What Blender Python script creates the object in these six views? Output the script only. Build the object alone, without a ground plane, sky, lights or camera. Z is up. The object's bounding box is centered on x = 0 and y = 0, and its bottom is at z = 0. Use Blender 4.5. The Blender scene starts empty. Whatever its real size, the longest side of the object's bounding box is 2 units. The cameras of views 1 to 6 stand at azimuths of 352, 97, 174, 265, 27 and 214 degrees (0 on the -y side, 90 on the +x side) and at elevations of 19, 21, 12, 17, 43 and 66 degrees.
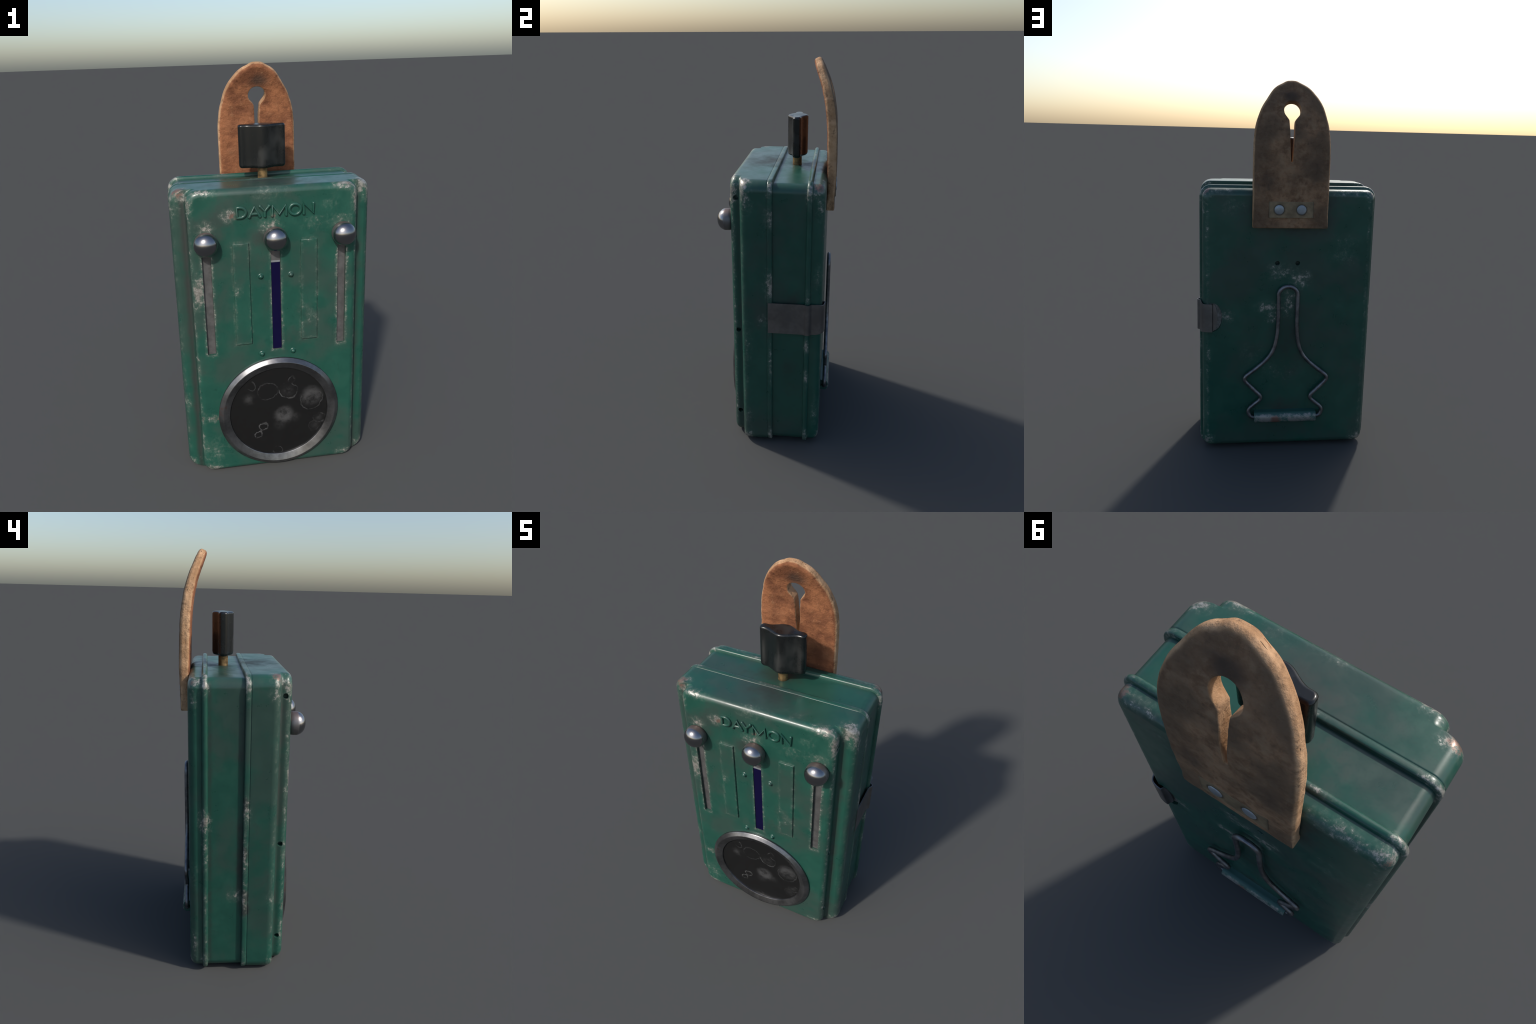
import bpy, bmesh, math, random
from mathutils import Vector, noise

random.seed(7)
CX = -0.007                      # x of the case's plane of symmetry
scene = bpy.context.scene
coll = scene.collection

# --------------------------------------------------------------------------
#  small helpers
# --------------------------------------------------------------------------
def new_obj(name, mesh, parent=None, mat=None):
    ob = bpy.data.objects.new(name, mesh)
    coll.objects.link(ob)
    if parent is not None:
        ob.parent = parent
    if mat is not None:
        ob.data.materials.clear()
        ob.data.materials.append(mat)
    return ob


def mesh_from(verts, faces, name):
    me = bpy.data.meshes.new(name)
    me.from_pydata([tuple(v) for v in verts], [], faces)
    me.validate()
    bm = bmesh.new()
    bm.from_mesh(me)
    bmesh.ops.recalc_face_normals(bm, faces=bm.faces)
    bm.to_mesh(me)
    bm.free()
    return me


def bake(ob):
    """apply all modifiers of an object"""
    dg = bpy.context.evaluated_depsgraph_get()
    dg.update()
    me = bpy.data.meshes.new_from_object(ob.evaluated_get(dg))
    old = ob.data
    ob.modifiers.clear()
    ob.data = me
    if old.users == 0 and isinstance(old, bpy.types.Mesh):
        bpy.data.meshes.remove(old)


def smooth(ob, angle=35.0, weighted=True):
    me = ob.data
    me.polygons.foreach_set("use_smooth", [True] * len(me.polygons))
    me.set_sharp_from_angle(angle=math.radians(angle))
    if weighted:
        m = ob.modifiers.new("weighted", 'WEIGHTED_NORMAL')
        m.keep_sharp = True
        m.weight = 60


def cut(ob, cutters):
    for c in cutters:
        m = ob.modifiers.new("cut", 'BOOLEAN')
        m.operation = 'DIFFERENCE'
        m.solver = 'EXACT'
        m.object = c
    bake(ob)
    for c in cutters:
        bpy.data.objects.remove(c, do_unlink=True)


def loft(rings, cap0=True, cap1=True, closed=True):
    n = len(rings[0])
    verts = [p for r in rings for p in r]
    faces = []
    for i in range(len(rings) - 1):
        for j in range(n if closed else n - 1):
            k = (j + 1) % n
            faces.append((i * n + j, i * n + k, (i + 1) * n + k, (i + 1) * n + j))
    if cap0:
        faces.append(tuple(range(n)))
    if cap1:
        faces.append(tuple(range((len(rings) - 1) * n, len(rings) * n)))
    return verts, faces


def rounded_outline(y, hx, z0, z1, r, n=12):
    """rounded rectangle in the xz plane at depth y"""
    pts = []
    for cx, cz, a0 in ((hx - r, z1 - r, 0), (-hx + r, z1 - r, 90), (-hx + r, z0 + r, 180), (hx - r, z0 + r, 270)):
        for i in range(n + 1):
            a = math.radians(a0 + 90 * i / n)
            pts.append((CX + cx + r * math.cos(a), y, cz + r * math.sin(a)))
    return pts


def disc_solid(center, axis, profile, seg=64):
    """revolve (radius, height) profile about an axis ('x','y','z', or '-y' style)"""
    sgn = -1 if axis[0] == '-' else 1
    ax = axis[-1]
    rings = []
    for r, h in profile:
        ring = []
        for i in range(seg):
            a = 2 * math.pi * i / seg
            c, s = r * math.cos(a), r * math.sin(a)
            h2 = sgn * h
            d = {'x': (h2, c, s), 'y': (c, h2, s), 'z': (c, s, h2)}[ax]
            ring.append((center[0] + d[0], center[1] + d[1], center[2] + d[2]))
        rings.append(ring)
    return rings


def box_mesh(lo, hi, name, bevel=0.0, seg=2):
    bm = bmesh.new()
    bmesh.ops.create_cube(bm, size=1.0)
    for v in bm.verts:
        v.co = Vector([(lo[i] + hi[i]) / 2 + v.co[i] * (hi[i] - lo[i]) for i in range(3)])
    if bevel > 0:
        bmesh.ops.bevel(bm, geom=bm.edges[:], offset=bevel, segments=seg, profile=0.5, affect='EDGES')
    me = bpy.data.meshes.new(name)
    bm.to_mesh(me)
    bm.free()
    return me


def tube(points, radius, name, closed=False, seg=14, caps=True, res=1):
    """round wire through points, as a mesh"""
    cu = bpy.data.curves.new(name, 'CURVE')
    cu.dimensions = '3D'
    sp = cu.splines.new('POLY')
    sp.points.add(len(points) - 1)
    for p, q in zip(sp.points, points):
        p.co = (*q, 1)
    sp.use_cyclic_u = closed
    cu.bevel_depth = radius
    cu.bevel_resolution = max(1, seg // 4)
    cu.fill_mode = 'FULL'
    cu.use_fill_caps = caps
    ob = bpy.data.objects.new(name + "_tmp", cu)
    coll.objects.link(ob)
    dg = bpy.context.evaluated_depsgraph_get()
    dg.update()
    me = bpy.data.meshes.new_from_object(ob.evaluated_get(dg))
    bpy.data.objects.remove(ob, do_unlink=True)
    me.name = name
    return me


def catmull(pts, n=8):
    out = []
    P = [Vector(p) for p in pts]
    for i in range(len(P) - 1):
        p0 = P[max(i - 1, 0)]
        p1, p2 = P[i], P[i + 1]
        p3 = P[min(i + 2, len(P) - 1)]
        for k in range(n):
            t = k / n
            out.append(0.5 * ((2 * p1) + (-p0 + p2) * t + (2 * p0 - 5 * p1 + 4 * p2 - p3) * t * t + (-p0 + 3 * p1 - 3 * p2 + p3) * t ** 3))
    out.append(P[-1])
    return out


def fillet_path(pts, radii, n=7):
    """polyline with its corners rounded by quadratic blends"""
    P = [Vector(p) for p in pts]
    out = [P[0]]
    for i in range(1, len(P) - 1):
        a, b, c = P[i - 1], P[i], P[i + 1]
        r = radii[i]
        p = b + (a - b).normalized() * min(r, (a - b).length * .5)
        q = b + (c - b).normalized() * min(r, (c - b).length * .5)
        for k in range(n + 1):
            t = k / n
            out.append(p * (1 - t) ** 2 + b * 2 * t * (1 - t) + q * t * t)
    out.append(P[-1])
    return out


def lerp_table(tab, x):
    if x <= tab[0][0]:
        return tab[0][1]
    for (a, va), (b, vb) in zip(tab, tab[1:]):
        if x <= b:
            return va + (vb - va) * (x - a) / (b - a)
    return tab[-1][1]


# --------------------------------------------------------------------------
#  materials
# --------------------------------------------------------------------------
class Nodes:
    def __init__(self, name):
        self.mat = bpy.data.materials.new(name)
        self.mat.use_nodes = True
        self.nt = self.mat.node_tree
        self.bsdf = next(n for n in self.nt.nodes if n.type == 'BSDF_PRINCIPLED')
        self.coord = self.nt.nodes.new('ShaderNodeTexCoord')
        self.P = self.coord.outputs['Object']
        geo = self.nt.nodes.new('ShaderNodeNewGeometry')
        self.N = geo.outputs['Normal']
        self.pointy = geo.outputs['Pointiness']

    def put(self, sock, v):
        if isinstance(v, bpy.types.NodeSocket):
            self.nt.links.new(v, sock)
        elif v is not None:
            if sock.type == 'RGBA' and not isinstance(v, (int, float)) and len(v) == 3:
                v = (*v, 1)
            sock.default_value = v

    def math(self, op, a, b=None, c=None, clamp=False):
        n = self.nt.nodes.new('ShaderNodeMath')
        n.operation = op
        n.use_clamp = clamp
        for s, v in zip(n.inputs, (a, b, c)):
            self.put(s, v)
        return n.outputs[0]

    def vmath(self, op, a, b=None, c=None, out=0):
        n = self.nt.nodes.new('ShaderNodeVectorMath')
        n.operation = op
        for s, v in zip(n.inputs, (a, b, c)):
            self.put(s, v)
        return n.outputs['Value'] if out else n.outputs['Vector']

    def sep(self, v):
        n = self.nt.nodes.new('ShaderNodeSeparateXYZ')
        self.put(n.inputs[0], v)
        return n.outputs[0], n.outputs[1], n.outputs[2]

    def noise(self, scale, detail=6, rough=0.6, stretch=(1, 1, 1), off=(0, 0, 0), dist=0.0):
        m = self.nt.nodes.new('ShaderNodeMapping')
        self.put(m.inputs['Vector'], self.P)
        m.inputs['Scale'].default_value = stretch
        m.inputs['Location'].default_value = off
        n = self.nt.nodes.new('ShaderNodeTexNoise')
        self.put(n.inputs['Vector'], m.outputs[0])
        n.inputs['Scale'].default_value = scale
        n.inputs['Detail'].default_value = detail
        n.inputs['Roughness'].default_value = rough
        n.inputs['Distortion'].default_value = dist
        return n.outputs[0]

    def step(self, v, lo, hi, a=0.0, b=1.0):
        n = self.nt.nodes.new('ShaderNodeMapRange')
        n.interpolation_type = 'SMOOTHSTEP'
        self.put(n.inputs[0], v)
        for i, x in enumerate((lo, hi, a, b)):
            n.inputs[i + 1].default_value = x
        return n.outputs[0]

    def mix(self, f, a, b):
        n = self.nt.nodes.new('ShaderNodeMix')
        n.data_type = 'RGBA'
        self.put(n.inputs[0], f)
        self.put(n.inputs[6], a)
        self.put(n.inputs[7], b)
        return n.outputs[2]

    def fmix(self, f, a, b):
        n = self.nt.nodes.new('ShaderNodeMix')
        n.data_type = 'FLOAT'
        self.put(n.inputs[0], f)
        self.put(n.inputs[2], a)
        self.put(n.inputs[3], b)
        return n.outputs[0]

    def blob(self, c, r, strength=1.0):
        """soft ellipsoidal spot: strength at the centre, zero at radius r (per axis)"""
        if isinstance(r, (int, float)):
            r = (r, r, r)
        s = tuple(0.0 if v is None else 1.0 / v for v in r)
        d = self.vmath('MULTIPLY_ADD', self.P, s, tuple(-a * b for a, b in zip(c, s)))
        l = self.vmath('LENGTH', d, out=1)
        return self.math('MULTIPLY_ADD', l, -strength, strength)

    def spots(self, lst):
        acc = None
        for b in lst:
            v = self.blob(*b)
            acc = v if acc is None else self.math('MAXIMUM', acc, v)
        return self.math('MAXIMUM', acc, 0.0)

    def bump(self, h, strength=0.3, dist=0.01):
        n = self.nt.nodes.new('ShaderNodeBump')
        n.inputs['Strength'].default_value = strength
        n.inputs['Distance'].default_value = dist
        self.put(n.inputs['Height'], h)
        self.nt.links.new(n.outputs[0], self.bsdf.inputs['Normal'])

    def set(self, **kw):
        for k, v in kw.items():
            self.put(self.bsdf.inputs[k.replace('_', ' ')], v)


def painted_metal(name, chips, rust, grime_shade, slot_boxes=(), dirt_shade_colour=(0.022, 0.021, 0.020)):
    """green enamel, worn through to pale primer, steel and rust at the given places"""
    g = Nodes(name)
    big = g.noise(3.2, 4, 0.55)
    mid = g.noise(11, 6, 0.62, off=(3, 1, 2))
    fine = g.noise(55, 8, 0.72, off=(1, 7, 4))
    vfine = g.noise(150, 2, 0.5)
    # enamel: bluish green with drifting brown-grey grime and painted crevice shade
    base = g.mix(g.step(mid, 0.35, 0.68), (0.0125, 0.066, 0.047), (0.0155, 0.079, 0.055))
    veil = g.math('MULTIPLY', g.step(g.math('ADD', big, g.math('MULTIPLY', mid, 0.35)), 0.60, 0.80), 0.62)
    base = g.mix(veil, base, (0.037, 0.054, 0.046))
    dirt_shade = g.spots(grime_shade)
    dirt_shade = g.math('MULTIPLY', g.step(g.math('ADD', dirt_shade, g.math('MULTIPLY', g.math('SUBTRACT', mid, 0.5), 0.9)), 0.08, 0.75), 0.80)
    base = g.mix(dirt_shade, base, dirt_shade_colour)
    # speckle
    base = g.mix(g.step(vfine, 0.45, 0.75, 0.0, 0.22), base, (0.010, 0.040, 0.030))
    # chips
    n1 = g.math('MULTIPLY', g.math('SUBTRACT', fine, 0.5), 2.25)
    n2 = g.math('MULTIPLY', g.math('SUBTRACT', mid, 0.5), 1.0)
    field = g.spots(chips)
    if slot_boxes:
        x, y, z = g.sep(g.P)
        front = g.step(y, -0.20, -0.212)
        acc = None
        for (cx, cz, hx, hz, k) in slot_boxes:
            dx = g.math('SUBTRACT', g.math('ABSOLUTE', g.math('SUBTRACT', x, cx)), hx)
            dz = g.math('SUBTRACT', g.math('ABSOLUTE', g.math('SUBTRACT', z, cz)), hz)
            d = g.math('ABSOLUTE', g.math('MAXIMUM', dx, dz))
            v = g.step(d, 0.0, 0.020, k, 0.0)
            acc = v if acc is None else g.math('MAXIMUM', acc, v)
        field = g.math('MAXIMUM', field, g.math('MULTIPLY', acc, front))
    raw = g.math('ADD', field, g.math('ADD', n1, n2))
    has = g.step(field, 0.02, 0.14)
    chip = g.math('MULTIPLY', g.step(raw, 0.46, 0.88), has)
    haze = g.math('MULTIPLY', g.math('MULTIPLY', g.step(raw, 0.05, 0.75), has), 0.28)
    base = g.mix(haze, base, (0.17, 0.20, 0.165))
    metal = g.mix(g.step(fine, 0.42, 0.62), (0.205, 0.190, 0.165), (0.420, 0.395, 0.355))
    rusty = g.math('MULTIPLY', g.step(g.math('ADD', g.spots(rust), g.math('MULTIPLY', n1, 0.4)), 0.25, 0.6), 0.8)
    metal = g.mix(rusty, metal, (0.20, 0.085, 0.060))
    chipf = g.math('MULTIPLY', chip, 0.86)
    col = g.mix(chipf, base, metal)
    rough = g.fmix(g.step(mid, 0.3, 0.75), 0.27, 0.40)
    rough = g.math('ADD', rough, g.math('MULTIPLY', dirt_shade, 0.30))
    rough = g.fmix(chipf, rough, 0.32)
    g.set(Base_Color=col, Roughness=rough, Metallic=g.math('MULTIPLY', chip, 0.45), Specular_IOR_Level=0.5)
    h = g.math('SUBTRACT', g.math('MULTIPLY', mid, 0.25), g.math('MULTIPLY', chip, 0.35))
    g.bump(h, 0.25, 0.004)
    return g.mat


# wear and painted shade on the front cover --------------------------------------------------
V = (0.018, 0.03, None)          # infinite vertical streak radii
chips_front = [
    ((-0.206, -.218, 1.352), (0.062, 0.03, 0.045), .80), ((-0.012, -.218, 1.340), (0.035, .03, .05), .62),
    ((-0.022, -.218, 1.297), (0.075, .03, .060), .72), ((-0.319, -.218, 1.296), (.065, .03, .055), .70),
    ((0.299, -.218, 1.302), (.075, .03, .055), .58), ((0.253, -.218, 1.387), (.06, .03, .06), .30),
    ((0.194, -.218, 1.294), (.13, .03, .055), .38), ((-0.372, -.216, 0.995), (.055, .03, .12), .92),
    ((-0.352, -.218, 1.055), (.035, .03, .06), .75), ((-0.335, -.218, .321), (.075, .03, .040), .85),
    ((-0.389, -.21, .314), (.03, .03, .06), .85), ((-0.361, -.215, .022), (.11, .04, .05), .85),
    ((-0.322, -.218, .125), (.15, .03, .13), .33), ((0.355, -.215, .030), (.12, .04, .05), .75),
    ((-0.190, -.222, .995), (.045, .03, .05), .45), ((0.147, -.222, .855), (.06, .03, .07), .38),
    ((-0.017, -.208, 1.452), (.16, .05, .06), .38), ((-0.340, -.205, 1.460), (.11, .05, .035), .86),
    ((-0.388, -.205, 1.415), (.035, .05, .09), .86), ((0.333, -.205, 1.460), (.11, .05, .035), .90),
    ((0.374, -.205, 1.405), (.035, .05, .11), .92), ((-0.430, -.140, 1.449), (.075, .05, .065), 1.12),
    ((-0.448, -.135, 1.400), (.05, .05, .08), .75), ((0.418, -.140, 1.445), (.075, .05, .070), 1.15),
    ((0.443, -.130, 1.385), (.05, .05, .10), .80), ((-0.45, -.14, .035), (.07, .05, .06), .80),
    ((0.437, -.14, .035), (.07, .05, .06), .85), ((0.44, -.14, .416), (.03, .04, .12), .45),
    ((-0.454, -.14, .81), (.03, .04, .09), .36), ((-0.455, -.14, .40), (.03, .04, .10), .50),
    ((0.452, -.135, .60), (.03, .04, .25), .42), ((0.452, -.135, .15), (.03, .04, .10), .55),
    # streaks down the rounded vertical edges of the raised plate and of the shoulders
    ((CX - .387, -.207, .7), (.020, .022, None), .46), ((CX + .387, -.207, .7), (.020, .022, None), .46),
    ((CX - .455, -.148, .7), (.018, .022, None), .26), ((CX + .455, -.148, .7), (.018, .022, None), .26),
    # seam bead
    ((0.455, -.012, 1.465), (.06, .03, .12), .85), ((0.455, -.012, 1.29), (.05, .045, .09), .80),
    ((0.455, -.012, .95), (.05, .05, .13), .95), ((0.455, -.012, .47), (.03, .02, .22), .70),
    ((0.455, -.012, .05), (.05, .03, .10), .80), ((-0.47, -.012, 1.43), (.05, .03, .10), .85),
    ((-0.47, -.010, .85), (.05, .04, .10), .85), ((-0.47, -.010, .60), (.04, .03, .26), .72),
    ((-0.47, -.010, .40), (.05, .03, .12), .85), ((-0.47, -.012, .05), (.05, .03, .10), .60),
    ((-0.03, -.01, 1.47), (.16, .02, .04), .55), ((0.425, -.01, 1.465), (.09, .03, .05), .75),
    ((-0.44, -.008, 1.465), (.09, .03, .05), .75), ((0.2, -.18, 1.47), (.25, .06, .03), .16),
    ((0.45, -.05, .755), (.03, .05, .05), .45),
]
rust_front = [((-0.43, -.14, 1.455), .05, 1.0), ((-0.192, -.218, 1.345), .028, 1.1), ((-0.012, -.218, 1.345), .035, 1.1),
              ((-0.312, -.218, .322), .030, 1.1), ((-0.389, -.205, .32), .03, .7), ((0.34, -.20, 1.46), .03, .5),
              ((0.01, -.218, .675), .05, .6)]
grime_shade_front = [((-0.27, -.218, 1.32), (.22, .05, .14), .38), ((-0.006, -.218, .325), (.36, .04, .36), .52),  # spots round lens and buttons put occlusion shade into the colour
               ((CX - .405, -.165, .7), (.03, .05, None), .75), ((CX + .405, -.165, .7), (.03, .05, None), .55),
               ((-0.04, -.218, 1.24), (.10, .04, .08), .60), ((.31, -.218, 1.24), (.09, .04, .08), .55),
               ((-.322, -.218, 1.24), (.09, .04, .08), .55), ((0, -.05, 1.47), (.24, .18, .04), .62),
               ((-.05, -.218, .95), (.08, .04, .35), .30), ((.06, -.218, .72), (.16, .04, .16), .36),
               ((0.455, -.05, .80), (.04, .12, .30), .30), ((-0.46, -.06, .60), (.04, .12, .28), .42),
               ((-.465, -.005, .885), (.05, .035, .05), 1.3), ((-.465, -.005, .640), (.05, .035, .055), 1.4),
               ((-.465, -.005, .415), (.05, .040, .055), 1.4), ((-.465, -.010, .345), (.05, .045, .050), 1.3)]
SLOTS = [(-0.3225, 0.041, 0.0165), (-0.0045, 0.045, 0.0070), (0.3100, 0.040, 0.0175)]   # centre x, width, depth
SLOT_Z0, SLOT_Z1 = 0.672, 1.245
slot_boxes = [(x, (SLOT_Z0 + SLOT_Z1) / 2, w / 2, (SLOT_Z1 - SLOT_Z0) / 2, k) for (x, w, d), k in zip(SLOTS, (.52, .47, .56))]
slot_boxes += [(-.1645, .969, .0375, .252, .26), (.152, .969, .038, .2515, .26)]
paint_front = painted_metal("green_enamel_front", chips_front, rust_front, grime_shade_front, slot_boxes)

chips_back = [
    ((0.425, .215, 1.438), (.07, .06, .07), 1.0), ((0.436, .225, 1.36), (.04, .04, .10), .70),
    ((-0.435, .220, 1.440), (.08, .06, .06), .85), ((-0.452, .225, 1.37), (.04, .04, .10), .60),
    ((-0.33, .235, 1.452), (.20, .05, .04), .55), ((0.33, .235, 1.452), (.15, .05, .04), .45),
    ((0.036, .247, 1.015), (.10, .04, .075), .62), ((-0.068, .247, .985), (.085, .04, .075), .74),
    ((0.105, .247, .828), (.085, .04, .050), .72), ((0.070, .247, .775), (.060, .04, .060), .66),
    ((-0.01, .247, .850), (.060, .04, .11), .66), ((.316, .247, .775), (.060, .04, .05), .66),
    ((-0.297, .247, 1.14), (.15, .04, .12), .26), ((.181, .247, .56), (.10, .04, .09), .26),
    ((.05, .247, .46), (.22, .04, .14), .16), ((.28, .247, 1.37), (.10, .04, .09), .22),
    ((CX + .425, .243, .7), (.016, .022, None), .44), ((CX - .425, .243, .7), (.016, .022, None), .36),
    ((.415, .245, .56), (.022, .03, .12), .62), ((.42, .243, .06), (.06, .03, .06), .78),
    ((-.428, .243, .05), (.07, .03, .06), .78), ((.445, .225, 1.0), (.03, .03, .10), .55),
    ((.445, .225, .22), (.03, .03, .18), .46), ((-.455, .225, .15), (.03, .03, .12), .52),
    ((-.455, .225, .52), (.03, .03, .10), .42),
    # rib
    ((.455, .173, 1.43), (.05, .03, .12), .90), ((.458, .173, .87), (.04, .03, .09), .80),
    ((.458, .173, .62), (.04, .025, .07), .72), ((.458, .173, .43), (.04, .025, .09), .72),
    ((.458, .173, .05), (.05, .03, .09), .72), ((-.470, .173, 1.44), (.05, .035, .09), .95),
    ((-.470, .173, .795), (.06, .045, .10), 1.05), ((-.470, .173, .66), (.04, .03, .14), .62),
    ((-.470, .173, .05), (.05, .03, .10), .70), ((-.472, .173, .4), (.02, .02, .5), .36),
    ((-0.20, .173, 1.472), (.10, .02, .03), .60), ((-0.44, .173, 1.455), (.06, .03, .06), .80),
    ((.40, .173, 1.468), (.12, .02, .04), .55), ((-.46, .03, .41), (.03, .055, .055), .62),
]
rust_back = [((.425, .22, 1.45), .05, 1.0), ((-.44, .23, 1.43), .03, .7)]
grime_shade_back = [((CX, .247, 1.36), (.34, .06, .24), .85), ((.40, .247, .77), (.16, .06, .16), .55),  # the spot round the strap is soft contact shade painted in
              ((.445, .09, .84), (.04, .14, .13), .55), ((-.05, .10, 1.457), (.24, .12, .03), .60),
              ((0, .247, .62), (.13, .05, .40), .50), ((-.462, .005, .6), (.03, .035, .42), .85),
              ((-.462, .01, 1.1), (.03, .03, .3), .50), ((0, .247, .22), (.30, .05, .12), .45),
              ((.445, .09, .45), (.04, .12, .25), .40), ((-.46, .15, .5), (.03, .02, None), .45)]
paint_back = painted_metal("green_enamel_back", chips_back, rust_back, grime_shade_back, (), (0.0125, 0.0130, 0.0122))


def steel(name, dark, light, rough=(0.3, 0.5), metallic=1.0, rust=0.0, scale=14, bump=0.15):
    g = Nodes(name)
    a = g.noise(scale, 7, 0.65)
    b = g.noise(scale * 0.35, 4, 0.5, off=(5, 2, 1))
    col = g.mix(g.step(a, 0.32, 0.70), dark, light)
    if rust > 0:
        r = g.math('MULTIPLY', g.step(g.math('ADD', a, g.math('MULTIPLY', b, 0.6)), 0.92, 1.05), rust)
        col = g.mix(r, col, (0.22, 0.085, 0.05))
    g.set(Base_Color=col, Roughness=g.fmix(g.step(b, 0.3, 0.7), *rough), Metallic=metallic)
    g.bump(a, bump, 0.003)
    return g.mat


bezel_mat = steel("bezel_steel", (0.115, 0.115, 0.117), (0.25, 0.25, 0.255), (0.24, 0.40), 0.95, 0.55, 9)
seat_mat = steel("slot_floor_steel", (0.072, 0.071, 0.070), (0.118, 0.116, 0.115), (0.5, 0.62), 0.3, 0.15, 20)
wire_mat = steel("dark_wire_steel", (0.12, 0.12, 0.13), (0.24, 0.235, 0.245), (0.32, 0.5), 0.9, 0.0, 30)
pocket_mat = steel("worn_pocket_metal", (0.10, 0.10, 0.095), (0.30, 0.29, 0.27), (0.5, 0.6), 0.3, 0.1, 30)
latch_mat = steel("latch_spring_steel", (0.16, 0.155, 0.155), (0.24, 0.23, 0.23), (0.38, 0.5), 0.95, 0.15, 12)
rivet_mat = steel("rivet_aluminium", (0.25, 0.265, 0.28), (0.36, 0.375, 0.395), (0.4, 0.55), 0.5, 0.0, 18)
brass_mat = steel("dirty_brass", (0.10, 0.065, 0.03), (0.34, 0.22, 0.095), (0.4, 0.55), 0.55, 0.0, 40)


def knob_button_material():
    g = Nodes("polished_button_steel")
    y = g.sep(g.P)[1]
    a = g.noise(12, 6, 0.6)
    rim = g.step(y, -0.262, -0.250)           # worn band round the foot of each button
    col = g.mix(rim, (0.29, 0.29, 0.30), (0.19, 0.178, 0.175))
    z = g.sep(g.P)[2]
    top = g.math('MULTIPLY', rim, g.step(g.math('ADD', a, g.math('MULTIPLY', g.math('SUBTRACT', z, 1.24), 6)), 0.62, 0.85))
    col = g.mix(g.math('MULTIPLY', top, 0.35), col, (0.20, 0.08, 0.05))
    g.set(Base_Color=col, Metallic=g.fmix(rim, 1.0, 0.75), Roughness=g.fmix(rim, g.fmix(g.step(a, .4, .7), 0.19, 0.26), 0.48))
    return g.mat


button_mat = knob_button_material()


def blue_material():
    g = Nodes("blue_filter_glass")
    a = g.noise(10, 4)
    g.set(Base_Color=g.mix(a, (0.0045, 0.0036, 0.026), (0.0055, 0.0044, 0.030)), Roughness=0.8, Specular_IOR_Level=0.04)
    return g.mat


blue_mat = blue_material()


def bakelite_material():
    g = Nodes("black_bakelite")
    a = g.noise(9, 6, 0.6, stretch=(1, 1, 0.6))
    b = g.noise(70, 4, 0.6)
    smear = g.math('MULTIPLY', g.step(a, 0.48, 0.70), 0.9)
    col = g.mix(smear, (0.0075, 0.0085, 0.0085), (0.024, 0.025, 0.024))
    g.set(Base_Color=col, Roughness=g.fmix(smear, g.fmix(b, 0.24, 0.29), 0.38), Specular_IOR_Level=0.5)
    return g.mat


bakelite_mat = bakelite_material()


def lens_material():
    """black glass with pale tide marks"""
    g = Nodes("black_lens_glass")
    n = g.noise(24, 7, 0.65)
    n2 = g.noise(9, 4, 0.6, off=(2, 2, 2), dist=.6)
    warp = g.math('MULTIPLY', g.math('SUBTRACT', n, 0.5), 0.05)
    x, y, z = g.sep(g.P)

    def dist(cx, cz):
        dx = g.math('SUBTRACT', x, cx)
        dz = g.math('SUBTRACT', z, cz)
        d = g.math('SQRT', g.math('ADD', g.math('MULTIPLY', dx, dx), g.math('MULTIPLY', dz, dz)))
        return g.math('ADD', d, warp)
    acc = None
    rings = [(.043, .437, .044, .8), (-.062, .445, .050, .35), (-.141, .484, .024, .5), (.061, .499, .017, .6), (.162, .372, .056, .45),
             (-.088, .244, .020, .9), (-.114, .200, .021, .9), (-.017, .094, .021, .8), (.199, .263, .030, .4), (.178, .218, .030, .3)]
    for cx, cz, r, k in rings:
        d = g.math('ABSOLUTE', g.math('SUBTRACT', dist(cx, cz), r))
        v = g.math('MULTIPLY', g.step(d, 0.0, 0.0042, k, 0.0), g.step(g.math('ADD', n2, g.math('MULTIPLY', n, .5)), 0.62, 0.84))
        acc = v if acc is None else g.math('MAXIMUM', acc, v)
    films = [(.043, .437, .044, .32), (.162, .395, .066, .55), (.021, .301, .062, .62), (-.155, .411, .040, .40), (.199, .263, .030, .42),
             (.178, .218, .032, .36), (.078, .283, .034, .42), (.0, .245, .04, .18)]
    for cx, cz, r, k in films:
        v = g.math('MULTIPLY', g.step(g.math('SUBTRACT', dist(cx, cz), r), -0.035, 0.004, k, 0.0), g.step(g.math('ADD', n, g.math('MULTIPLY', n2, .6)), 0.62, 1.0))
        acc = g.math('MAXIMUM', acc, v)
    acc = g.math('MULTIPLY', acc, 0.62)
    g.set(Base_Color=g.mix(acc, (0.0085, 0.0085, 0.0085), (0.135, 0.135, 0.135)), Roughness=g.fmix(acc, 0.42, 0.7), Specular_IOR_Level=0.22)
    return g.mat


lens_mat = lens_material()


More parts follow.
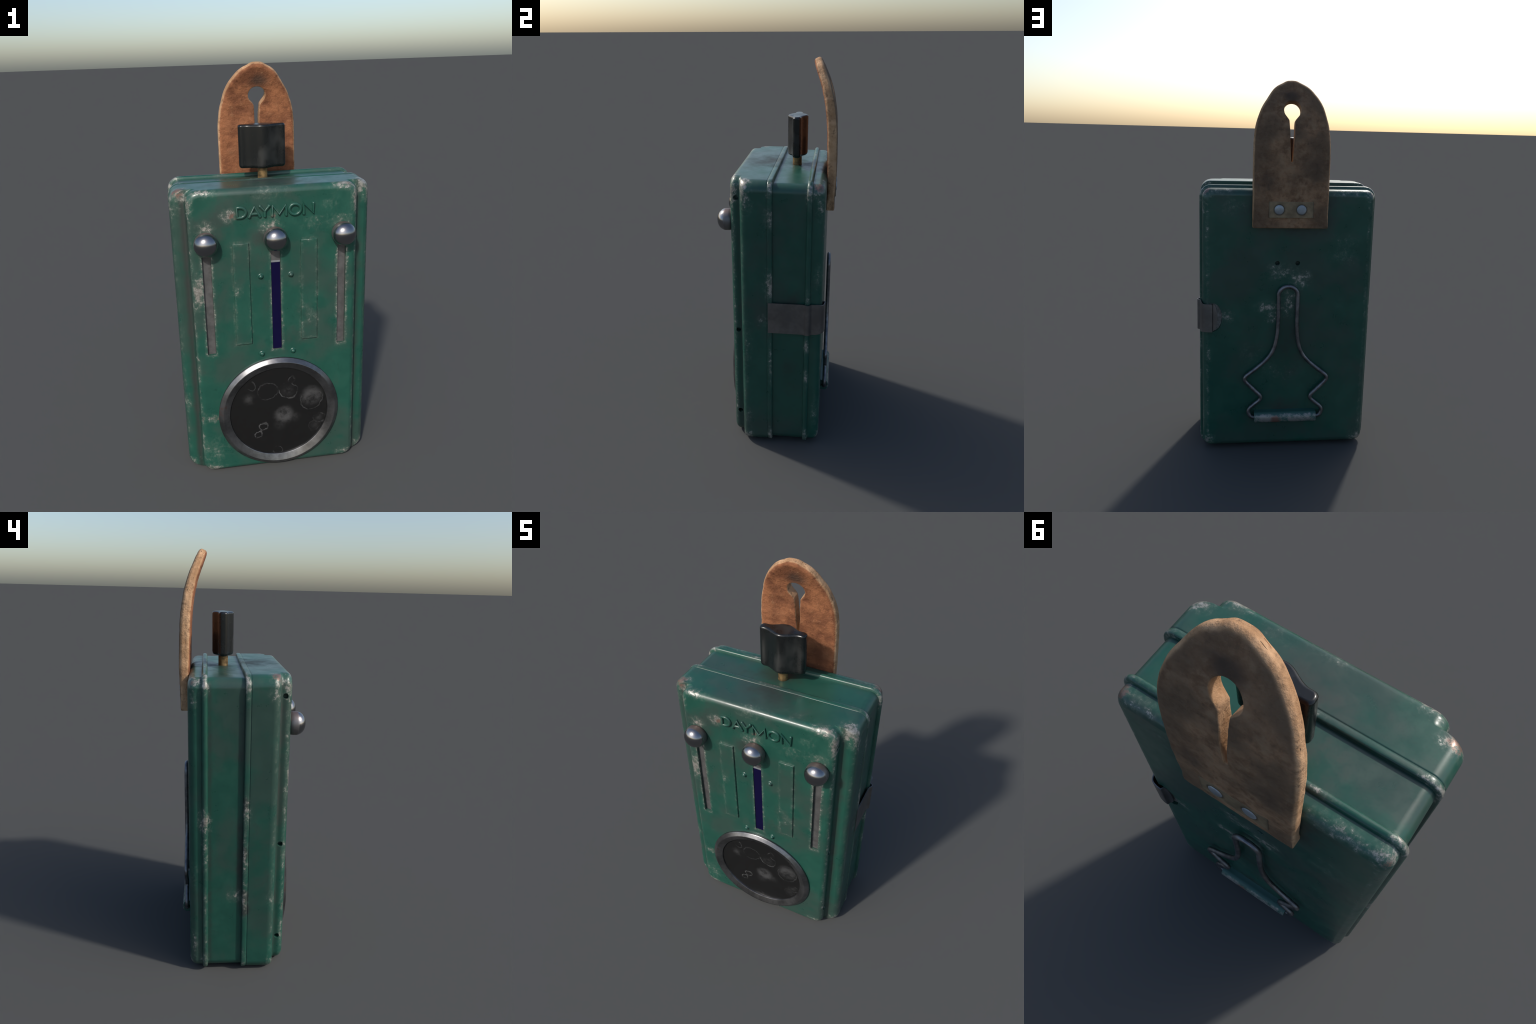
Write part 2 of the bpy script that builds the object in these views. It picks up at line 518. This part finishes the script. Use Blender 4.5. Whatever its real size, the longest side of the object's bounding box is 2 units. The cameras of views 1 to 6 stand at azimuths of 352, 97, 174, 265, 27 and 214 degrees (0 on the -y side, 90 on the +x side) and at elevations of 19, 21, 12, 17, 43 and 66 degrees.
def leather_material():
    g = Nodes("worn_leather")
    a = g.noise(13, 7, 0.65, stretch=(1.1, 1, 1.1))
    b = g.noise(34, 7, 0.68, stretch=(1, 1, 1.1), off=(4, 4, 1))
    c = g.noise(5, 4, 0.55, off=(1, 9, 3))
    nx, ny, nz = g.sep(g.N)
    x, y, z = g.sep(g.P)
    front = g.mix(g.step(a, 0.36, 0.66), (0.165, 0.062, 0.029), (0.325, 0.130, 0.058))
    front = g.mix(g.step(b, 0.56, 0.72, 0.0, 0.5), front, (0.40, 0.20, 0.10))
    front = g.mix(g.step(b, 0.44, 0.30, 0.0, 0.5), front, (0.12, 0.045, 0.022))
    back = g.mix(g.step(a, 0.36, 0.66), (0.165, 0.089, 0.049), (0.330, 0.186, 0.104))
    back = g.mix(g.step(b, 0.42, 0.66, 0.0, 0.55), back, (0.33, 0.215, 0.13))
    back = g.mix(g.step(b, 0.46, 0.30, 0.0, 0.55), back, (0.085, 0.055, 0.034))
    blotch = g.math('MULTIPLY', g.step(g.math('ADD', c, g.math('MULTIPLY', a, 0.45)), 0.66, 0.86), 0.75)
    back = g.mix(g.math('MULTIPLY', blotch, 0.8), back, (0.075, 0.053, 0.036))
    edge = g.mix(g.step(a, 0.36, 0.66), (0.36, 0.20, 0.10), (0.56, 0.34, 0.19))
    edge = g.mix(g.step(b, 0.48, 0.30, 0.0, 0.75), edge, (0.14, 0.08, 0.045))
    wob = g.math('MULTIPLY', g.math('SUBTRACT', b, 0.5), 0.25)
    f = g.step(g.math('ADD', ny, wob), -0.62, -0.93)
    k = g.step(g.math('ADD', ny, wob), 0.62, 0.93)
    col = g.mix(k, g.mix(f, edge, front), back)
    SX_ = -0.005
    soot_shade = g.spots([((-.003, .22, 1.915), (.085, .2, .06), .95), ((-.02, .24, 1.78), (.06, .2, .10), .40),
                    ((-.12, .24, 1.69), (.07, .2, .10), .30), ((.12, .28, 1.52), (.11, .09, .14), .62),
                    ((-.13, .28, 1.56), (.09, .09, .13), .50), ((CX, .235, 1.47), (.24, .05, .10), .50),
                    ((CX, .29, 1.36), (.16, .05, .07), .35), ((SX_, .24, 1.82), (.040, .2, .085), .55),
                    ((SX_, .25, 1.70), (.024, .2, .12), .55)])  # the two spots along the keyhole slit paint its walls in shadow
    soot_shade = g.math('MULTIPLY', g.step(g.math('ADD', soot_shade, g.math('MULTIPLY', g.math('SUBTRACT', a, .5), 1.0)), 0.10, 0.80), 0.82)
    col = g.mix(soot_shade, col, (0.050, 0.034, 0.026))
    g.set(Base_Color=col, Roughness=0.80, Specular_IOR_Level=0.25)
    g.bump(g.math('ADD', g.math('MULTIPLY', a, 0.7), g.math('MULTIPLY', b, 0.6)), 0.75, 0.014)
    return g.mat


leather_mat = leather_material()
plate_mat = steel("tarnished_rivet_plate", (0.112, 0.076, 0.043), (0.190, 0.132, 0.076), (0.5, 0.6), 0.35, 0.0, 26)

hal = Nodes("tarnished_rivet_plate_haloed")
an = hal.noise(26, 7, 0.65)
base_ = hal.mix(hal.step(an, .32, .70), (0.165, 0.116, 0.066), (0.265, 0.190, 0.112))
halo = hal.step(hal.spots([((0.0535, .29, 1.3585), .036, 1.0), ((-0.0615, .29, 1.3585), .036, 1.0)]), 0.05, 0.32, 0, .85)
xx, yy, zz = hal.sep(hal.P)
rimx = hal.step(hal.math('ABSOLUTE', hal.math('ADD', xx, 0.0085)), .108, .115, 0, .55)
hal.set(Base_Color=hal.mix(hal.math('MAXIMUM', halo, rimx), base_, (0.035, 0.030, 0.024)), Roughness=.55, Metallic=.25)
hal.bump(an, .2, .003)
bpy.data.materials.remove(plate_mat)
plate_mat = hal.mat

# --------------------------------------------------------------------------
#  the thing
# --------------------------------------------------------------------------
lamp = bpy.data.objects.new("signal_flashlight", None)
coll.objects.link(lamp)
lamp["label"] = "old green enamel pocket signal flashlight with leather strap"
lamp["category"] = "flashlight"

# --- front cover: raised plate, shoulders, body, groove and seam bead -----
FRONT_Y = -0.218
HP, HB = 0.391, 0.4645            # half widths of raised plate and of body
TOP, BOT = 1.472, 0.0028
rings = []
R = 0.030
prof = []                        # (y, half width, inset in z, corner radius)
for i in range(9):
    a = math.radians(90 * i / 8)
    ins = R * (1 - math.sin(a))
    prof.append((FRONT_Y + R * (1 - math.cos(a)), HP - ins, ins, 0.052 - ins * 0.5))
rf, rc = 0.016, 0.036            # concave fillet, convex shoulder
YS = -0.161
for i in range(7):
    a = math.radians(90 * i / 6)
    prof.append((YS - rf + rf * math.sin(a), HP + rf * (1 - math.cos(a)), 0.0, 0.052))
for i in range(1, 11):
    a = math.radians(90 * i / 10)
    prof.append((YS + rc * (1 - math.cos(a)), HB - rc + rc * math.sin(a), 0.0, 0.054))
for y, o in ((-.034, 0), (-.031, -.0006), (-.0295, -.0018), (-.028, -.0018), (-.0265, -.0002), (-.024, .0012), (-.019, .0021),
             (-.013, .0025), (-.008, .0022), (-.0045, .0006), (-.0025, -.003)):
    prof.append((y, HB + o, -o, 0.055 + o))
prof.append((-0.0022, HB - 0.03, 0.03, 0.04))
prof = [p for i, p in enumerate(prof) if i == 0 or abs(p[0] - prof[i - 1][0]) + abs(p[1] - prof[i - 1][1]) > 1e-5]
for y, hx, ins, r in prof:
    rings.append(rounded_outline(y, hx, BOT + ins, TOP - ins, r))
cover = new_obj("front_cover", mesh_from(*loft(rings), "front_cover"), lamp, paint_front)

cutters = []
for x, w, d in SLOTS:
    me = box_mesh((x - w / 2, FRONT_Y - 0.05, SLOT_Z0), (x + w / 2, FRONT_Y + d, SLOT_Z1), "cutter")
    bm = bmesh.new()
    bm.from_mesh(me)
    vert = [e for e in bm.edges if abs(e.verts[0].co.x - e.verts[1].co.x) < 1e-6 and abs(e.verts[0].co.z - e.verts[1].co.z) < 1e-6]
    bmesh.ops.bevel(bm, geom=vert, offset=0.007, segments=3, profile=.5, affect='EDGES')
    bm.to_mesh(me)
    bm.free()
    cutters.append(new_obj("cutter", me))
for sx in (-1, 1):
    for z in (1.372, 0.655, 0.148):
        # drilled pits, slightly countersunk
        xs = CX + sx * HP
        ring = disc_solid((xs, -0.187, z), 'x' if sx > 0 else '-x', [(0.0115, -0.030), (0.0120, -0.004), (0.0140, 0.002), (0.0150, 0.03)], 24)
        cutters.append(new_obj("cutter", mesh_from(*loft(ring), "cutter")))
cut(cover, cutters)
smooth(cover, 38)

# --- back case: middle band, rib, rounded back -----------------------------
HM, ZM0, ZM1 = 0.4515, 0.0155, 1.4565
BACK_Y = 0.247
prof = [(-0.012, HM - .02, .02, .035), (-0.010, HM, 0, .045)]
prof += [(0.12, HM, 0, .047), (0.155, HM, 0, .047)]
for i in range(9):                # rib
    a = math.radians(180 * i / 8)
    o = 0.0150 * math.sin(a) ** 0.75 if 0 < i < 8 else 0.0
    prof.append((0.173 - 0.0135 * math.cos(a), HM + o, -o, .047 + o * 1.0))
prof += [(0.192, HM, 0, .047)]
RB = 0.036
for i in range(9):
    a = math.radians(90 * i / 8)
    ins = RB * (1 - math.cos(a))
    prof.append((BACK_Y - RB + RB * math.sin(a), HM - ins, ins, 0.047 - ins * .5))
rings = [rounded_outline(y, hx, ZM0 + ins, ZM1 - ins, r) for y, hx, ins, r in prof]
case = new_obj("back_case", mesh_from(*loft(rings), "back_case"), lamp, paint_back)
cutters = []
for x in (0.051, -0.057):
    cutters.append(new_obj("cutter", mesh_from(*loft(disc_solid((x, BACK_Y, 1.069), 'y', [(0.0105, -0.032), (0.0112, -.004), (0.0130, 0.001), (.0135, .03)], 24)), "cutter")))
# D shaped pocket for the latch tongue
pocket = []
for y in (BACK_Y - 0.013, BACK_Y + 0.03):
    ring = [(0.410, y, 0.772 + 0.079), (0.390, y, .772 + .079)]
    for i in range(1, 16):
        a = math.radians(90 + 180 * i / 16)
        ring.append((0.390 + 0.050 * math.cos(a), y, 0.772 + 0.079 * math.sin(a)))
    ring += [(0.390, y, .772 - .079), (0.410, y, .772 - .079)]
    pocket.append(ring)
cutters.append(new_obj("cutter", mesh_from(*loft(pocket), "cutter")))
cut(case, cutters)
smooth(case, 38)

# --- lens and bezel -------------------------------------------------------
LZ, LX = 0.3245, -0.0055
ringp = [(0.2465, .001), (0.3030, .001), (0.3040, -.002), (0.3040, -.0085), (0.3030, -.0105), (0.3005, -.0122), (0.2865, -.0235), (0.2845, -.0246),
         (0.2820, -.0248), (0.2795, -.0242), (0.2510, -.0125), (0.2488, -.0110), (0.2478, -.0085)]
rr = disc_solid((LX, FRONT_Y, LZ), 'y', ringp, 128)
v, f = loft(rr + [rr[0]], False, False)
bezel = new_obj("lens_bezel", mesh_from(v, f, "lens_bezel"), lamp, bezel_mat)
bm = bmesh.new(); bm.from_mesh(bezel.data)
bmesh.ops.remove_doubles(bm, verts=bm.verts, dist=1e-5)
bmesh.ops.recalc_face_normals(bm, faces=bm.faces)
bm.to_mesh(bezel.data); bm.free()
smooth(bezel, 30)
lens = new_obj("lens", mesh_from(*loft(disc_solid((LX, FRONT_Y, LZ), 'y', [(0.2475, .001), (0.2475, -.003), (0.243, -.0040), (0.16, -.0045), (0.05, -.0048)], 96)), "lens"), lamp, lens_mat)
smooth(lens, 30)

# --- sliding buttons, slot floors, blue filter ------------------------------
dome = [(0.046, 0.004), (0.0495, -.002), (0.0535, -.007), (0.0550, -.018), (0.0552, -.030)]
for i in range(1, 15):
    a = math.radians(90 * i / 15)
    dome.append((0.0552 * math.cos(a) ** 0.95, -.030 - .046 * math.sin(a)))
dome.append((0.003, -.0760))
dome_me = None
BUTTONS = ((-0.3215, 1.233), (-0.006, 1.238), (0.3110, 1.240))
for x, z in BUTTONS:
    if dome_me is None:
        me = mesh_from(*loft(disc_solid((0, FRONT_Y, 0), 'y', dome, 64)), "slider_button")
        b = new_obj("slider_button", me, lamp, button_mat)
        smooth(b, 50, False)
        dome_me = b.data
        # colour is laid out in object space relative to the row of buttons
        for vtx in dome_me.vertices:
            vtx.co.z += 1.237
        b.location = (x, 0, z - 1.237)
    else:
        b = new_obj("slider_button", dome_me, lamp)
        b.location = (x, 0, z - 1.237)

for i, (x, w, d) in enumerate(SLOTS):
    me = box_mesh((x - w / 2 + .0008, FRONT_Y + d - 0.002, SLOT_Z0 + .0008), (x + w / 2 - .0008, FRONT_Y + d + 0.003, SLOT_Z1 - 0.0008), "slot_floor")
    new_obj("slot_floor", me, lamp, seat_mat)
x, w, d = SLOTS[1]
new_obj("blue_filter", box_mesh((x - w / 2 + .0016, FRONT_Y + d - .0040, SLOT_Z0 + .0035), (x + w / 2 - .0020, FRONT_Y + d - .0015, 1.1175), "blue_filter", 0.0006, 1), lamp, blue_mat)
new_obj("filter_frame", box_mesh((x - w / 2 + .0016, FRONT_Y + d - .0045, 1.1180), (x + w / 2 - .0016, FRONT_Y + d - .0010, 1.1262), "filter_frame", 0.001, 2), lamp, rivet_mat)

# --- embossed panels, bumps -------------------------------------------------
for x0, x1, z0, z1 in ((-.2025, -.1270, .7165, 1.2210), (.1135, .1905, .7165, 1.2200)):
    bm = bmesh.new()
    bmesh.ops.create_cube(bm, size=1.0)
    lo, hi = (x0, FRONT_Y - .0085, z0), (x1, FRONT_Y + .006, z1)
    for vv in bm.verts:
        vv.co = Vector([(lo[i] + hi[i]) / 2 + vv.co[i] * (hi[i] - lo[i]) for i in range(3)])
    fr = [e for e in bm.edges if e.verts[0].co.y < FRONT_Y and e.verts[1].co.y < FRONT_Y]
    bmesh.ops.bevel(bm, geom=fr, offset=0.0045, segments=3, profile=.5, affect='EDGES')
    me = bpy.data.meshes.new("raised_panel")
    bm.to_mesh(me); bm.free()
    p = new_obj("raised_panel", me, lamp, paint_front)
    smooth(p, 40)
bump_me = None
for x, z in ((-.0762, 1.055), (.0660, 1.053), (-.0815, .655), (.0715, .656)):
    r = 0.0108
    pr = [(r * 1.5, .003), (r * 1.35, -.0006), (r * 1.12, -.0018)] + [(r * math.cos(math.radians(t)), -.003 - r * .95 * math.sin(math.radians(t))) for t in (0, 20, 40, 60, 75, 86)]
    b = new_obj("locating_bump", mesh_from(*loft(disc_solid((x, FRONT_Y, z), 'y', pr, 24)), "locating_bump"), lamp, paint_front)
    smooth(b, 60, False)

# --- raised lettering: rounded strokes pressed out of the plate ---------------
words = bpy.data.objects.new("raised_lettering", None)
coll.objects.link(words)
words.parent = lamp
ZB, ZT = 1.3415, 1.3875


def arc(cx, cz, rx, rz, a0, a1, n=22):
    return [(cx + rx * math.cos(math.radians(a0 + (a1 - a0) * i / n)), cz + rz * math.sin(math.radians(a0 + (a1 - a0) * i / n))) for i in range(n + 1)]


ZC = (ZB + ZT) / 2
H = ZT - ZB
letters = [
    ("D", [([(-.175, ZB), (-.175, ZT), (-.161, ZT)] + arc(-.161, ZC, .0265, H / 2, 90, -90) + [(-.161, ZB)], True)]),
    ("A", [([(-.120, ZB), (-.0960, ZT), (-.0720, ZB)], False), ([(-.113, ZB + .0135), (-.079, ZB + .0135)], False)]),
    ("Y", [([(-.0700, ZT), (-.0490, ZC - .001), (-.0285, ZT)], False), ([(-.0490, ZC - .001), (-.0490, ZB)], False)]),
    ("M", [([(-.0155, ZB), (-.0135, ZT), (.0165, ZB + .004), (.0455, ZT), (.0485, ZB)], False)]),
    ("O", [(arc(.0890, ZC, .0262, H / 2 + .001, 0, 360, 36)[:-1], True)]),
    ("N", [([(.1290, ZB), (.1290, ZT), (.1735, ZB), (.1735, ZT)], False)]),
]
for ch, strokes in letters:
    bm = bmesh.new()
    for pts, closed in strokes:
        me = tube([(px_, FRONT_Y - 0.0030, pz_) for px_, pz_ in pts], 0.0074, "stroke", closed, 16)
        bm.from_mesh(me)
        bpy.data.meshes.remove(me)
        if not closed:
            for px_, pz_ in (pts[0], pts[-1]):
                ret = bmesh.ops.create_uvsphere(bm, u_segments=16, v_segments=10, radius=0.0073)
                for vv in ret['verts']:
                    vv.co += Vector((px_, FRONT_Y - .0030, pz_))
    me = bpy.data.meshes.new("letter_" + ch.lower())
    bm.to_mesh(me); bm.free()
    lt = new_obj("letter", me, words, paint_front)
    smooth(lt, 50, False)

# --- selector knob on its brass stem ----------------------------------------
KX, KY, KZ0, KZ1 = -0.0072, 0.0835, 1.5105, 1.7175


def knob_outline(grow=0.0, n=120):
    """plan of the knob: a lozenge with blunt wings, concave flanks and a ridged boss"""
    L, we, wb = 0.1135 + grow, 0.0215 + grow, 0.0525 + grow
    rc_ = min(0.017, (we - 0.001))
    top_ = []
    m = n // 2
    for i in range(m + 1):
        t = -1 + 2 * i / m
        x_ = L * math.sin(t * math.pi / 2)
        u = min(1.0, abs(x_) / (0.088 + grow))
        w = we + (wb - we) * (0.5 + 0.5 * math.cos(math.pi * u)) ** 1.05
        e = L - abs(x_)
        if e < rc_:
            w -= rc_ - math.sqrt(max(0.0, rc_ ** 2 - (rc_ - e) ** 2))
        top_.append((x_, w))
    pts = [(x_, -w) for x_, w in top_] + [(x_, w) for x_, w in reversed(top_)]
    return pts


kr = []
rk = 0.0105
levels = []
for i in range(6):
    a = math.radians(90 * i / 5)
    levels.append((KZ0 + rk * (1 - math.cos(a)) * 1.6, -rk * (1 - math.sin(a))))
for i in range(6):
    a = math.radians(90 * i / 5)
    levels.append((KZ1 - rk * (1 - math.sin(a)), -rk * (1 - math.cos(a))))
for z, gr in levels:
    kr.append([(KX + x_ , KY + y_, z) for x_, y_ in knob_outline(gr)])
knob = new_obj("selector_knob", mesh_from(*loft(kr), "selector_knob"), lamp, bakelite_mat)
smooth(knob, 40)
st = new_obj("knob_stem", mesh_from(*loft(disc_solid((KX, KY - .002, 0), 'z', [(0.0235, 1.43), (0.0245, 1.458), (.0238, 1.462), (0.0238, 1.49), (0.0238, 1.515)], 40)), "knob_stem"), knob, brass_mat)
smooth(st, 40)

# --- leather strap -------------------------------------------------------------
SX = -0.0065
HALF = [(1.262, .1945), (1.40, .1955), (1.52, .1960), (1.66, .1955), (1.72, .1925), (1.78, .1835), (1.83, .1690), (1.865, .1555), (1.90, .1350), (1.943, .1030), (1.965, .0785), (1.981, .0480),
        (1.993, .0240), (1.995, 0.0)]
half_s = catmull([(a, b, 0) for a, b in HALF], 5)
def lean(z):                        # the rounded end leans a little to one side
    return SX - 0.0055 * max(0.0, 1 - abs(z - 1.90) / 0.09)


outer = [(lean(v_.x) + v_.y, v_.x) for v_ in half_s] + [(lean(v_.x) - v_.y, v_.x) for v_ in reversed(half_s[:-1])]
HZ, HR = 1.8480, 0.0425
hole = []
a0 = math.radians(-48)
for i in range(25):
    a = a0 + (math.pi - 2 * a0) * i / 24
    hole.append((HR * math.cos(a), HZ + HR * math.sin(a)))
side = [(-.0150, 1.801), (-.0125, 1.775), (-.0100, 1.715), (-.0072, 1.66), (-.0046, 1.596)]
hole += side + [(-x_, z_) for x_, z_ in reversed(side)]
hole = [(SX + .0015 + x_, z_) for x_, z_ in hole]
cu = bpy.data.curves.new("strap", 'CURVE')
cu.dimensions = '2D'
cu.fill_mode = 'BOTH'
cu.extrude = 0.025
for pts in (outer, hole):
    sp = cu.splines.new('POLY')
    sp.points.add(len(pts) - 1)
    for p, q in zip(sp.points, pts):
        p.co = (q[0], q[1], 0, 1)
    sp.use_cyclic_u = True
tmp = bpy.data.objects.new("strap_tmp", cu)
coll.objects.link(tmp)
dg = bpy.context.evaluated_depsgraph_get(); dg.update()
me = bpy.data.meshes.new_from_object(tmp.evaluated_get(dg))
bpy.data.objects.remove(tmp, do_unlink=True)
bm = bmesh.new(); bm.from_mesh(me)
bmesh.ops.remove_doubles(bm, verts=bm.verts, dist=1e-5)
bmesh.ops.recalc_face_normals(bm, faces=bm.faces)
bm.to_mesh(me); bm.free()
strap = new_obj("leather_strap", me, lamp, leather_mat)
m = strap.modifiers.new("remesh", 'REMESH'); m.mode = 'VOXEL'; m.voxel_size = 0.0034; m.adaptivity = 0
m = strap.modifiers.new("round", 'SMOOTH'); m.factor = 0.5; m.iterations = 10
bake(strap)
MID = [(1.24, .2660), (1.30, .2665), (1.42, .2685), (1.53, .2670), (1.62, .2640), (1.68, .2610), (1.74, .2545), (1.80, .2445), (1.84, .2345), (1.875, .2245), (1.935, .2005), (2.0, .1720)]
mids = [(v_.x, v_.y) for v_ in catmull([(a, b, 0) for a, b in MID], 6)]
THICK = [(1.26, .040), (1.36, .044), (1.48, .050), (1.70, .050), (1.85, .046), (2.0, .041)]
import numpy as np


def edge_distance(P2, poly):
    d = np.full(len(P2), 1e9)
    q = np.array(poly)
    for a, b in zip(q, np.roll(q, -1, axis=0)):
        ab = b - a
        t = np.clip(((P2 - a) @ ab) / max(ab @ ab, 1e-12), 0, 1)
        d = np.minimum(d, np.linalg.norm(P2 - (a + t[:, None] * ab), axis=1))
    return d


flat = np.empty(len(strap.data.vertices) * 3)
strap.data.vertices.foreach_get("co", flat)
flat = flat.reshape(-1, 3)
d_out, d_in = edge_distance(flat[:, :2], outer), edge_distance(flat[:, :2], hole)
bottom_soft = np.clip((flat[:, 1] - 1.27) / 0.05, 0.35, 1.0)      # the cut lower end is crisper
r_out, r_in = 0.0175 * bottom_soft, np.full(len(flat), 0.0045)
lim = np.full(len(flat), 0.025)
for d, r in ((d_out, r_out), (d_in, r_in)):
    u = np.clip(d / r, 0, 1)
    lim = np.minimum(lim, 0.025 - r + r * np.sqrt(np.clip(1 - (1 - u) ** 2, 0, 1)))
flat[:, 2] = np.clip(flat[:, 2] * 1.02, -lim, lim)
strap.data.vertices.foreach_set("co", flat.ravel())
for vtx in strap.data.vertices:
    x_, s_, t_ = vtx.co
    yc = lerp_table(mids, s_)
    dy = (lerp_table(mids, s_ + .006) - lerp_table(mids, s_ - .006)) / .012
    nrm = Vector((0, 1, -dy)).normalized()
    th = lerp_table(THICK, s_) / 0.050
    pz = Vector((x_ * 9, s_ * 12, t_ * 25 + 3))
    w = (noise.fractal(pz, 0.9, 2.0, 4) * 0.0011 + noise.noise(Vector((x_ * 30, s_ * 48, 2.0 if t_ > 0 else 7.0))) * 0.0009)
    t2 = t_ * th + (w if t_ > 0 else -w)
    p = Vector((x_, yc, s_)) + nrm * t2
    rough_edge = noise.noise(Vector((s_ * 22, x_ * 22, 1.5))) * 0.0012
    p.x += rough_edge
    vtx.co = p
smooth(strap, 180, False)

# rivet plate and rivets on the back of the strap
PY = lerp_table(mids, 1.36) + 0.0212
new_obj("rivet_plate", box_mesh((-.1235, PY - .004, 1.3160), (.1065, PY + .0032, 1.4000), "rivet_plate", 0.0018, 2), strap, plate_mat)
for x in (0.0535, -0.0615):
    pr = [(.0245, -.004), (.0250, .0022), (.0240, .0044), (.0205, .0062), (.0140, .0074), (.0060, .0080), (.001, .0081)]
    r_ = new_obj("rivet", mesh_from(*loft(disc_solid((x, PY, 1.3585), 'y', pr, 32)), "rivet"), strap, rivet_mat)
    smooth(r_, 50, False)

# --- wire stand and its hinge tube -----------------------------------------------
WY, WX = 0.2690, -0.0085
half = [(.0515, .9000), (.0495, .7650), (.0545, .6600), (.0770, .5740), (.1340, .5100), (.2390, .4285), (.1260, .3145), (.2100, .2440), (.1930, .2020), (.1640, .1985), (.05, .1985)]
rad = [.02, .05, .06, .07, .06, .036, .030, .032, .020, .010, 0]
body = fillet_path([(WX + x_, WY, z_) for x_, z_ in half], rad, 8)
arch = [(WX + .0515 * math.cos(math.radians(t)), WY, .9000 + .0475 * math.sin(math.radians(t))) for t in range(10, 171, 10)]
left = [Vector((2 * WX - p.x, p.y, p.z)) for p in body]
path = [tuple(p) for p in reversed(left)] + [tuple(p) for p in reversed(arch)] + [tuple(p) for p in body]
me = tube(path, 0.0107, "wire_stand", False, 20)
ws = new_obj("wire_stand", me, lamp, wire_mat)
smooth(ws, 60, False)


def hinge_material():
    g = Nodes("worn_hinge_enamel")
    fine = g.noise(60, 8, .7)
    mid = g.noise(14, 5, .6, off=(2, 0, 0))
    x, y, z = g.sep(g.P)
    wear = g.step(g.math('ADD', g.math('ADD', g.step(y, .272, .292, 0, .5), g.math('MULTIPLY', mid, .7)), g.math('MULTIPLY', g.math('SUBTRACT', fine, .5), 1.2)), .62, .92)
    col = g.mix(wear, (0.022, 0.080, 0.066), (0.25, 0.24, 0.225))
    r = g.step(g.math('ADD', g.blob((.045, .285, .19), .05, .9), g.math('MULTIPLY', g.math('SUBTRACT', fine, .5), 1.0)), .25, .6, 0, .8)
    col = g.mix(r, col, (0.17, 0.065, 0.045))
    g.set(Base_Color=col, Roughness=0.42, Metallic=g.math('MULTIPLY', wear, .35))
    g.bump(fine, .2, .003)
    return g.mat


ring_o = []
cs = []
for t in range(-100, 91, 10):      # rolled part, then the leaf running up the back
    a = math.radians(t)
    cs.append((0.2665 + 0.0270 * math.cos(a), 0.1985 + 0.0320 * math.sin(a)))
cs += [(.2550, .2310), (.2480, .2330), (.2430, .2330), (.2430, .1700)]
hx0, hx1 = -.1795, .1630
rings = [[(x_, y_, z_) for y_, z_ in cs] for x_ in (hx0, hx0 + .002, hx1 - .002, hx1)]
for idx in (0, 3):
    rings[idx] = [(x_, .262 + (y_ - .262) * .97, .2 + (z_ - .2) * .97) for x_, y_, z_ in rings[idx]]
hinge = new_obj("hinge_tube", mesh_from(*loft(rings), "hinge_tube"), lamp, hinge_material())
# bore through which the wire turns
bore = new_obj("cutter", tube([(-.3, WY, .1985), (.3, WY, .1985)], .0145, "cutter", False, 20))
cut(hinge, [bore])
smooth(hinge, 40)

# --- spring latch on the right side -----------------------------------------------
band = fillet_path([(.4615, -.0235, 0), (.4610, .020, 0), (.4615, .148, 0), (.4655, .160, 0), (.4725, .167, 0), (.4725, .181, 0), (.4655, .188, 0), (.4565, .1950, 0), (.4550, .225, 0),
                    (.4450, .2545, 0), (.4120, .2620, 0), (.3920, .2625, 0), (.3905, .2540, 0), (.3860, .2475, 0), (.3660, .2465, 0)],
                   [0, .01, .012, .006, .006, .006, .006, .006, .02, .02, .015, .004, .004, .006, 0], 5)
tip = band.pop()
root = band[-1]
band += [root.lerp(tip, math.sin(math.pi / 2 * i / 12)) for i in range(1, 13)]
TH = 0.0045
rings = []
ZL = 0.772
acc_len = 0.0
for i, p in enumerate(band):
    a = band[max(i - 1, 0)]
    b = band[min(i + 1, len(band) - 1)]
    t = (b - a).normalized()
    nrm = Vector((t.y, -t.x, 0))       # outwards
    hh = 0.0835
    if p.x < 0.3925:                   # rounded tongue
        k = min(1.0, (0.3925 - p.x) / 0.0268)
        hh = 0.0770 * math.sqrt(max(0.004, 1 - k ** 2))
    elif p.y > 0.225:
        hh = 0.0835 - 0.0065 * min(1.0, (p.y - .225) / .03)
    o, q = p, p - nrm * TH
    rings.append([(o.x, o.y, ZL + hh), (q.x, q.y, ZL + hh), (q.x, q.y, ZL - hh), (o.x, o.y, ZL - hh)])
latch = new_obj("spring_latch", mesh_from(*loft(rings), "spring_latch"), lamp, latch_mat)
m = latch.modifiers.new("bevel", 'BEVEL'); m.width = 0.0012; m.segments = 2; m.limit_method = 'ANGLE'; m.angle_limit = math.radians(60)
bake(latch)
smooth(latch, 40)
# bare floor of the pocket
floor = []
for y in (BACK_Y - 0.0145, BACK_Y - 0.0115):
    ring = [(0.408, y, .772 + .0775), (0.390, y, .772 + .0775)]
    for i in range(1, 16):
        a = math.radians(90 + 180 * i / 16)
        ring.append((0.390 + 0.0485 * math.cos(a), y, 0.772 + 0.0775 * math.sin(a)))
    ring += [(0.390, y, .772 - .0775), (.408, y, .772 - .0775)]
    floor.append(ring)
new_obj("latch_pocket_floor", mesh_from(*loft(floor), "latch_pocket_floor"), lamp, pocket_mat)
